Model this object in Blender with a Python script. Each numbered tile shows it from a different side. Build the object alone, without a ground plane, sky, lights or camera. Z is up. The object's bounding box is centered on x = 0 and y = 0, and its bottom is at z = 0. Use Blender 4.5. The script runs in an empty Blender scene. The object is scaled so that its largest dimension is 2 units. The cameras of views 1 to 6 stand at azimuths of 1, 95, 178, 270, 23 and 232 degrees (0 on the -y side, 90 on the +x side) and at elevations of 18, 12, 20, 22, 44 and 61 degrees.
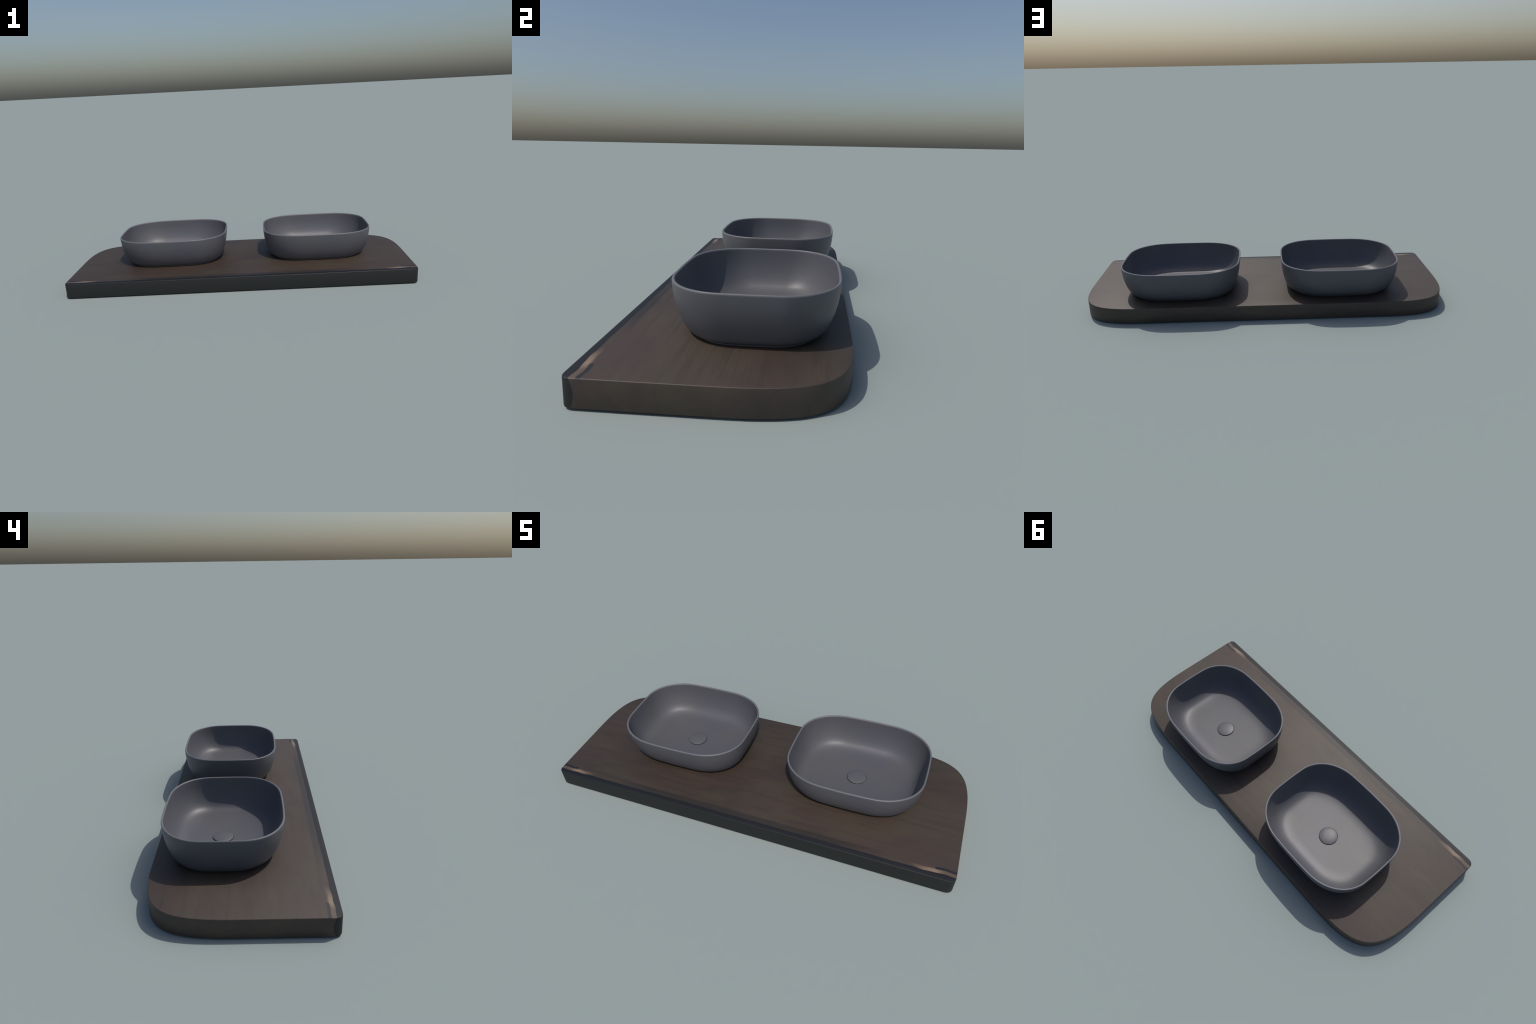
"""Dark wooden washstand top carrying two rounded-rectangular vessel basins with pop-up drain covers."""
import bpy, bmesh, math

# ------------------------------------------------------------------ sizes (metres)
HALF_LENGTH, HALF_DEPTH = 1.0, 0.3745       # countertop half extents in x and y
TOP_Z = 0.0862                              # countertop thickness
REAR_CORNER, REAR_PULL = 0.365, 0.82        # reach and fullness of the big rear corners
FRONT_CORNER, FRONT_PULL = 0.034, 0.66      # small front corners

BASIN_A, BASIN_B = 0.3265, 0.2665           # half extents of the basin rim
BASIN_CENTRES = ((-0.4180, 0.0733), (0.4656, 0.0738))
DRAIN_SHIFT_Y = 0.0105                      # drain sits slightly behind the middle


# ------------------------------------------------------------------ helpers
def bezier(p0, p1, p2, p3, n, last=False):
    out = []
    for i in range(n + (1 if last else 0)):
        t = i / n
        s = 1 - t
        out.append(tuple(s**3 * a + 3*s*s*t * b + 3*s*t*t * c + t**3 * d
                         for a, b, c, d in zip(p0, p1, p2, p3)))
    return out


def spline(points, n):
    """Catmull-Rom samples through 2D control points."""
    pts = [points[0]] + list(points) + [points[-1]]
    out = []
    for i in range(1, len(pts) - 2):
        p0, p1, p2, p3 = pts[i-1:i+3]
        for k in range(n):
            t = k / n
            out.append(tuple(0.5 * ((2*b) + (c - a)*t + (2*a - 5*b + 4*c - d)*t*t
                                    + (3*b - a - 3*c + d)*t**3)
                             for a, b, c, d in zip(p0, p1, p2, p3)))
    out.append(tuple(points[-1]))
    return out


def loft(bm, rings, close_first=False, close_last=False):
    vr = [[bm.verts.new(p) for p in r] for r in rings]
    n = len(vr[0])
    for a, b in zip(vr, vr[1:]):
        for i in range(n):
            j = (i + 1) % n
            bm.faces.new((a[i], a[j], b[j], b[i]))
    if close_first:
        bm.faces.new(list(reversed(vr[0])))
    if close_last:
        bm.faces.new(vr[-1])
    return vr


def make_object(name, bm, material, parent=None, smooth_angle=None):
    bmesh.ops.recalc_face_normals(bm, faces=bm.faces)
    me = bpy.data.meshes.new(name)
    bm.to_mesh(me)
    bm.free()
    me.materials.append(material)
    if smooth_angle is None:
        me.polygons.foreach_set("use_smooth", [True] * len(me.polygons))
    else:
        me.polygons.foreach_set("use_smooth", [True] * len(me.polygons))
        me.set_sharp_from_angle(angle=math.radians(smooth_angle))
    ob = bpy.data.objects.new(name, me)
    bpy.context.scene.collection.objects.link(ob)
    if parent:
        ob.parent = parent
    return ob


class Nodes:
    """Tiny wrapper that keeps node building readable."""
    def __init__(self, name):
        self.mat = bpy.data.materials.new(name)
        self.mat.use_nodes = True
        self.t = self.mat.node_tree
        self.bsdf = self.t.nodes["Principled BSDF"]

    def add(self, kind, **props):
        n = self.t.nodes.new(kind)
        for k, v in props.items():
            setattr(n, k, v)
        return n

    def link(self, a, b):
        self.t.links.new(a, b)

    def value(self, sock, v):
        if hasattr(v, "is_linked"):
            self.link(v, sock)
        else:
            sock.default_value = v

    def math(self, op, a, b=0.0, clamp=False):
        n = self.add("ShaderNodeMath", operation=op, use_clamp=clamp)
        self.value(n.inputs[0], a)
        self.value(n.inputs[1], b)
        return n.outputs[0]

    def step(self, v, lo, hi):
        """0 below lo, 1 above hi (swap them to invert), smooth between."""
        n = self.add("ShaderNodeMapRange", interpolation_type="SMOOTHSTEP")
        self.value(n.inputs["Value"], v)
        flip = lo > hi
        n.inputs["From Min"].default_value = hi if flip else lo
        n.inputs["From Max"].default_value = lo if flip else hi
        n.inputs["To Min"].default_value = 1.0 if flip else 0.0
        n.inputs["To Max"].default_value = 0.0 if flip else 1.0
        return n.outputs["Result"]

    def mix(self, fac, a, b):
        n = self.add("ShaderNodeMix", data_type="RGBA")
        self.value(n.inputs[0], fac)
        for sock, v in ((n.inputs[6], a), (n.inputs[7], b)):
            if hasattr(v, "is_linked"):
                self.link(v, sock)
            else:
                sock.default_value = (*v, 1)
        return n.outputs[2]

    def noise(self, vec, scale, mapping=(1, 1, 1), detail=4.0, rough=0.55, shift=(0, 0, 0)):
        m = self.add("ShaderNodeMapping")
        m.inputs["Scale"].default_value = mapping
        m.inputs["Location"].default_value = shift
        self.link(vec, m.inputs["Vector"])
        n = self.add("ShaderNodeTexNoise")
        n.inputs["Scale"].default_value = scale
        n.inputs["Detail"].default_value = detail
        n.inputs["Roughness"].default_value = rough
        self.link(m.outputs[0], n.inputs["Vector"])
        return n.outputs["Fac"]


# ------------------------------------------------------------------ materials
def wood_material():
    m = Nodes("dark_stained_wood")
    obj = m.add("ShaderNodeTexCoord").outputs["Object"]
    xyz = m.add("ShaderNodeSeparateXYZ")
    m.link(obj, xyz.inputs[0])
    x, y, z = xyz.outputs
    # grain runs along the length; broad boards of slightly different stain
    patch = m.noise(obj, 2.2, (1.0, 2.2, 2.2), 3.0, 0.55)
    streak = m.noise(obj, 9.0, (0.35, 4.0, 4.0), 5.0, 0.6, (3, 1, 0))
    fine = m.noise(obj, 40.0, (0.12, 4.0, 4.0), 4.0, 0.65, (0, 5, 2))
    hue = m.noise(obj, 4.0, (1.0, 1.8, 1.8), 3.0, 0.55, (7, 2, 1))
    base = m.mix(m.step(patch, 0.35, 0.65), WOOD_DARK, WOOD_LIGHT)
    base = m.mix(m.math("MULTIPLY", m.step(hue, 0.46, 0.62), 0.7), base, WOOD_RED)
    base = m.mix(m.math("MULTIPLY", m.step(hue, 0.5, 0.36), 0.65), base, WOOD_OLIVE)
    grain = m.math("ADD", m.math("MULTIPLY", streak, 0.55), m.math("MULTIPLY", fine, 0.45))
    base = m.mix(m.math("MULTIPLY", m.step(grain, 0.52, 0.40), 0.40), base, WOOD_PORE)
    # charcoal front face and rounded corners; blue-black strip on top along the edge
    wave = m.math("MULTIPLY", m.math("SINE", m.math("MULTIPLY", z, math.pi / TOP_Z)), 0.011)
    wob = m.math("MULTIPLY", m.math("SUBTRACT", m.noise(obj, 9.0, (1, 0, 0), 1.0, 0.5), 0.5), 0.024)
    along = m.math("ABSOLUTE", x)
    wob = m.math("MULTIPLY", wob, m.math("ADD", m.math("MULTIPLY", m.step(along, 0.70, 0.88), 0.75), 0.25))
    edge = m.math("SUBTRACT", m.math("SUBTRACT", y, wave), wob)
    front = m.step(edge, -0.3470, -0.3500)
    on_top = m.step(z, TOP_Z - 0.004, TOP_Z - 0.001)
    lacquer = m.mix(on_top, FRONT_LACQUER, TOP_BLUE_BLACK)
    # dimmer dark band behind the strip, fading out towards both ends,
    # and coppery lamp glint painted into the wood, with dark dab by each corner
    dim_band = m.math("MULTIPLY", m.step(edge, -0.314, -0.321), m.step(along, 0.80, 0.45))
    dim_band = m.math("MULTIPLY", m.math("MULTIPLY", dim_band, 0.62), on_top)
    base = m.mix(dim_band, base, DIM_BAND)
    painted_glint = m.math("MULTIPLY", m.step(edge, -0.324, -0.337), m.step(along, 0.79, 0.915))
    painted_glint = m.math("MULTIPLY", painted_glint, m.math("ADD", m.math("MULTIPLY", m.step(along, 0.955, 0.905), 0.72), 0.28))
    painted_glint = m.math("MULTIPLY", painted_glint, on_top)
    dab = m.math("MULTIPLY", m.step(edge, -0.3315, -0.3290), m.step(edge, -0.3165, -0.3185))
    dab = m.math("MULTIPLY", m.math("MULTIPLY", dab, m.step(along, 0.906, 0.914)), on_top)
    base = m.mix(painted_glint, base, PAINTED_GLINT)
    base = m.mix(dab, base, TOP_BLUE_BLACK)
    col = m.mix(front, base, lacquer)
    m.link(col, m.bsdf.inputs["Base Color"])
    rough = m.math("ADD", m.math("MULTIPLY", grain, 0.10), WOOD_ROUGH - 0.05)
    m.link(rough, m.bsdf.inputs["Roughness"])
    m.link(m.math("SUBTRACT", WOOD_SPEC, m.math("MULTIPLY", front, 0.20)), m.bsdf.inputs["Specular IOR Level"])
    bump = m.add("ShaderNodeBump")
    bump.inputs["Strength"].default_value = 0.06
    bump.inputs["Distance"].default_value = 0.002
    m.link(fine, bump.inputs["Height"])
    m.link(bump.outputs[0], m.bsdf.inputs["Normal"])
    return m.mat


def ceramic_material(name, colour, rough, rim_colour=None):
    m = Nodes(name)
    obj = m.add("ShaderNodeTexCoord").outputs["Object"]
    cloud = m.noise(obj, 5.0, (1, 1, 1), 2.0, 0.5)
    tint = m.mix(m.step(cloud, 0.35, 0.7), colour, tuple(c * f for c, f in zip(colour, (0.95, 0.95, 1.06))))
    if rim_colour:
        xyz = m.add("ShaderNodeSeparateXYZ")
        m.link(obj, xyz.inputs[0])
        tint = m.mix(m.step(xyz.outputs[2], 0.2515, 0.2552), tint, rim_colour)
    m.link(tint, m.bsdf.inputs["Base Color"])
    speck = m.noise(obj, 140.0, (1, 1, 1), 3.0, 0.6)
    m.link(m.math("ADD", m.math("MULTIPLY", speck, 0.06), rough - 0.03), m.bsdf.inputs["Roughness"])
    m.bsdf.inputs["Specular IOR Level"].default_value = 0.5
    return m.mat


WOOD_DARK = (0.035, 0.0225, 0.0155)
WOOD_LIGHT = (0.056, 0.0365, 0.0240)
WOOD_RED = (0.049, 0.0285, 0.021)
WOOD_OLIVE = (0.050, 0.037, 0.021)
WOOD_PORE = (0.024, 0.017, 0.013)
FRONT_LACQUER = (0.0095, 0.0105, 0.0100)
TOP_BLUE_BLACK = (0.004, 0.005, 0.008)
DIM_BAND = (0.009, 0.008, 0.008)
PAINTED_GLINT = (0.24, 0.165, 0.11)
WOOD_ROUGH, WOOD_SPEC = 0.60, 0.74
CERAMIC = (0.107, 0.108, 0.114)
RIM_GLAZE = (0.150, 0.149, 0.162)      # glaze breaks paler over the rim


# ------------------------------------------------------------------ countertop
def countertop_outline(inset):
    """Closed plan outline, counter-clockwise from the front right corner."""
    hx, hy = HALF_LENGTH - inset, HALF_DEPTH - inset
    f, r = max(FRONT_CORNER - inset, 0.004), REAR_CORNER - inset
    fk, rk = FRONT_PULL, REAR_PULL
    half = []
    half += bezier((hx - f, -hy), (hx - f + fk*f, -hy), (hx, -hy + f - fk*f), (hx, -hy + f), 12)
    half += bezier((hx, -hy + f), (hx, -hy + f + 0.1), (hx, hy - r - 0.1), (hx, hy - r), 6)
    half += bezier((hx, hy - r), (hx, hy - r + rk*r), (hx - r + rk*r, hy), (hx - r, hy), 36, last=True)
    return half + [(-x, y) for x, y in reversed(half)]


def build_countertop(parent, material):
    bm = bmesh.new()
    rings = []
    for inset, z in ((0.018, 0.0), (0.017, 0.0030), (0.0022, 0.0032), (0.0006, 0.0040), (0.0, 0.0058),
                     (0.0, TOP_Z - 0.0046), (0.0007, TOP_Z - 0.0021),
                     (0.0021, TOP_Z - 0.0007), (0.0046, TOP_Z)):
        rings.append([(x, y, z) for x, y in countertop_outline(inset)])
    loft(bm, rings, close_first=True, close_last=True)
    return make_object("countertop", bm, material, parent, smooth_angle=24)


# ------------------------------------------------------------------ basin
def basin_ring(a, b, n=32):
    """Rounded rectangle with softly bowed sides (one quadrant mirrored four ways)."""
    lx, ly, k = 0.640*a, 0.675*b, 0.560
    bow_x, bow_y = 0.006*a, 0.010*b
    q = []
    for i in range(8):
        t = i / 8
        q.append((a - bow_x*t*t, (b - ly)*t))
    sx, sy = 2*bow_x/(b - ly), 2*bow_y/(a - lx)
    q += bezier((a - bow_x, b - ly), (a - bow_x - sx*k*ly, b - ly + k*ly),
                (a - lx + k*lx, b - bow_y - sy*k*lx), (a - lx, b - bow_y), n)
    for i in range(9):
        t = 1 - i / 8
        q.append(((a - lx)*t, b - bow_y*t*t))
    ring = q + [(-x, y) for x, y in reversed(q[:-1])]
    ring += [(x, -y) for x, y in reversed(ring[1:-1])]
    return ring


# (inset from the rim outline, height): foot, outer wall, rim, inner wall and bowl
OUTER_WALL = ((0.0530, 0.0918), (0.0432, 0.099), (0.0343, 0.111), (0.0247, 0.130), (0.0165, 0.152),
              (0.0100, 0.176), (0.0050, 0.202), (0.0018, 0.228), (0.0000, 0.2525))
RIM = ((0.0000, 0.2525), (0.0010, 0.2558), (0.0032, 0.2574), (0.0060, 0.2570), (0.0082, 0.2548), (0.0092, 0.2505))
INNER_WALL = ((0.0092, 0.2505), (0.0108, 0.230), (0.0145, 0.203), (0.0205, 0.178), (0.0285, 0.155),
              (0.0390, 0.134), (0.0530, 0.1165), (0.0710, 0.1048), (0.0900, 0.0990), (0.1150, 0.0962), (0.1450, 0.0952))
INSET_X, INSET_Y = 0.94, 1.06
FOOT_SHIFT_Y = 0.002


def build_basin(parent, centre, material):
    bm = bmesh.new()
    rings = []
    rings.append([(x, y + FOOT_SHIFT_Y, TOP_Z - 0.001) for x, y in basin_ring(BASIN_A - 0.059*INSET_X, BASIN_B - 0.059*INSET_Y)])
    rings.append([(x, y + FOOT_SHIFT_Y, TOP_Z + 0.005) for x, y in basin_ring(BASIN_A - 0.060*INSET_X, BASIN_B - 0.060*INSET_Y)])
    profile = spline(OUTER_WALL, 4)[:-1] + spline(RIM, 3)[:-1] + spline(INNER_WALL, 4)
    for inset, z in profile:
        lean = FOOT_SHIFT_Y * min(1.0, inset / 0.05)      # the foot sits a touch behind the rim
        rings.append([(x, y + lean, z) for x, y in basin_ring(BASIN_A - inset*INSET_X, BASIN_B - inset*INSET_Y)])
    # floor: the rounded rectangle relaxes into the circular drain seat
    edge = rings[-1]
    steps = 14
    for i in range(1, steps + 1):
        t = i / steps
        w = t ** 1.2
        ring = []
        for x, y, _ in edge:
            ang = math.atan2(y, x)
            cx, cy = 0.0492*math.cos(ang), 0.0492*math.sin(ang) + DRAIN_SHIFT_Y
            ring.append((x + (cx - x)*w, y + (cy - y)*w, 0.0952 - 0.0012*t))
        rings.append(ring)
    loft(bm, rings, close_first=True)
    # drain throat
    last = [v for v in bm.verts][-len(edge):]
    low = [bm.verts.new((v.co.x, v.co.y, 0.0880)) for v in last]
    for i in range(len(last)):
        j = (i + 1) % len(last)
        bm.faces.new((last[i], last[j], low[j], low[i]))
    bm.faces.new(low)
    ob = make_object("washbasin", bm, material, parent, smooth_angle=50)
    ob.location = (*centre, 0)
    return ob


def build_drain_cover(parent, material):
    bm = bmesh.new()
    prof = [(0.022, 0.0885), (0.022, 0.0920), (0.0445, 0.0936), (0.0470, 0.0946), (0.0476, 0.0966),
            (0.0466, 0.0982), (0.0448, 0.0988), (0.0430, 0.0991), (0.0380, 0.1004), (0.0300, 0.1016),
            (0.0200, 0.1024), (0.0100, 0.1028), (0.0030, 0.1029)]
    n = 64
    rings = [[(r*math.cos(2*math.pi*i/n), r*math.sin(2*math.pi*i/n), z) for i in range(n)]
             for r, z in prof]
    loft(bm, rings, close_first=True, close_last=True)
    ob = make_object("drain_cover", bm, material, parent, smooth_angle=50)
    ob.location = (0, DRAIN_SHIFT_Y, 0)
    return ob


# ------------------------------------------------------------------ assembly
vanity = bpy.data.objects.new("vanity_top", None)
bpy.context.scene.collection.objects.link(vanity)
vanity["label"] = "dark wooden vanity top with two matte grey vessel basins"
vanity["category"] = "washbasin"

wood = wood_material()
ceramic = ceramic_material("matte_grey_ceramic", CERAMIC, 0.46, RIM_GLAZE)
cover_mat = ceramic_material("grey_ceramic_cover", tuple(c * 1.06 for c in CERAMIC), 0.46)

build_countertop(vanity, wood)
first = build_basin(vanity, BASIN_CENTRES[0], ceramic)
cover = build_drain_cover(first, cover_mat)
second = first.copy()
second.location = (*BASIN_CENTRES[1], 0)
bpy.context.scene.collection.objects.link(second)
cover2 = cover.copy()
cover2.parent = second
bpy.context.scene.collection.objects.link(cover2)
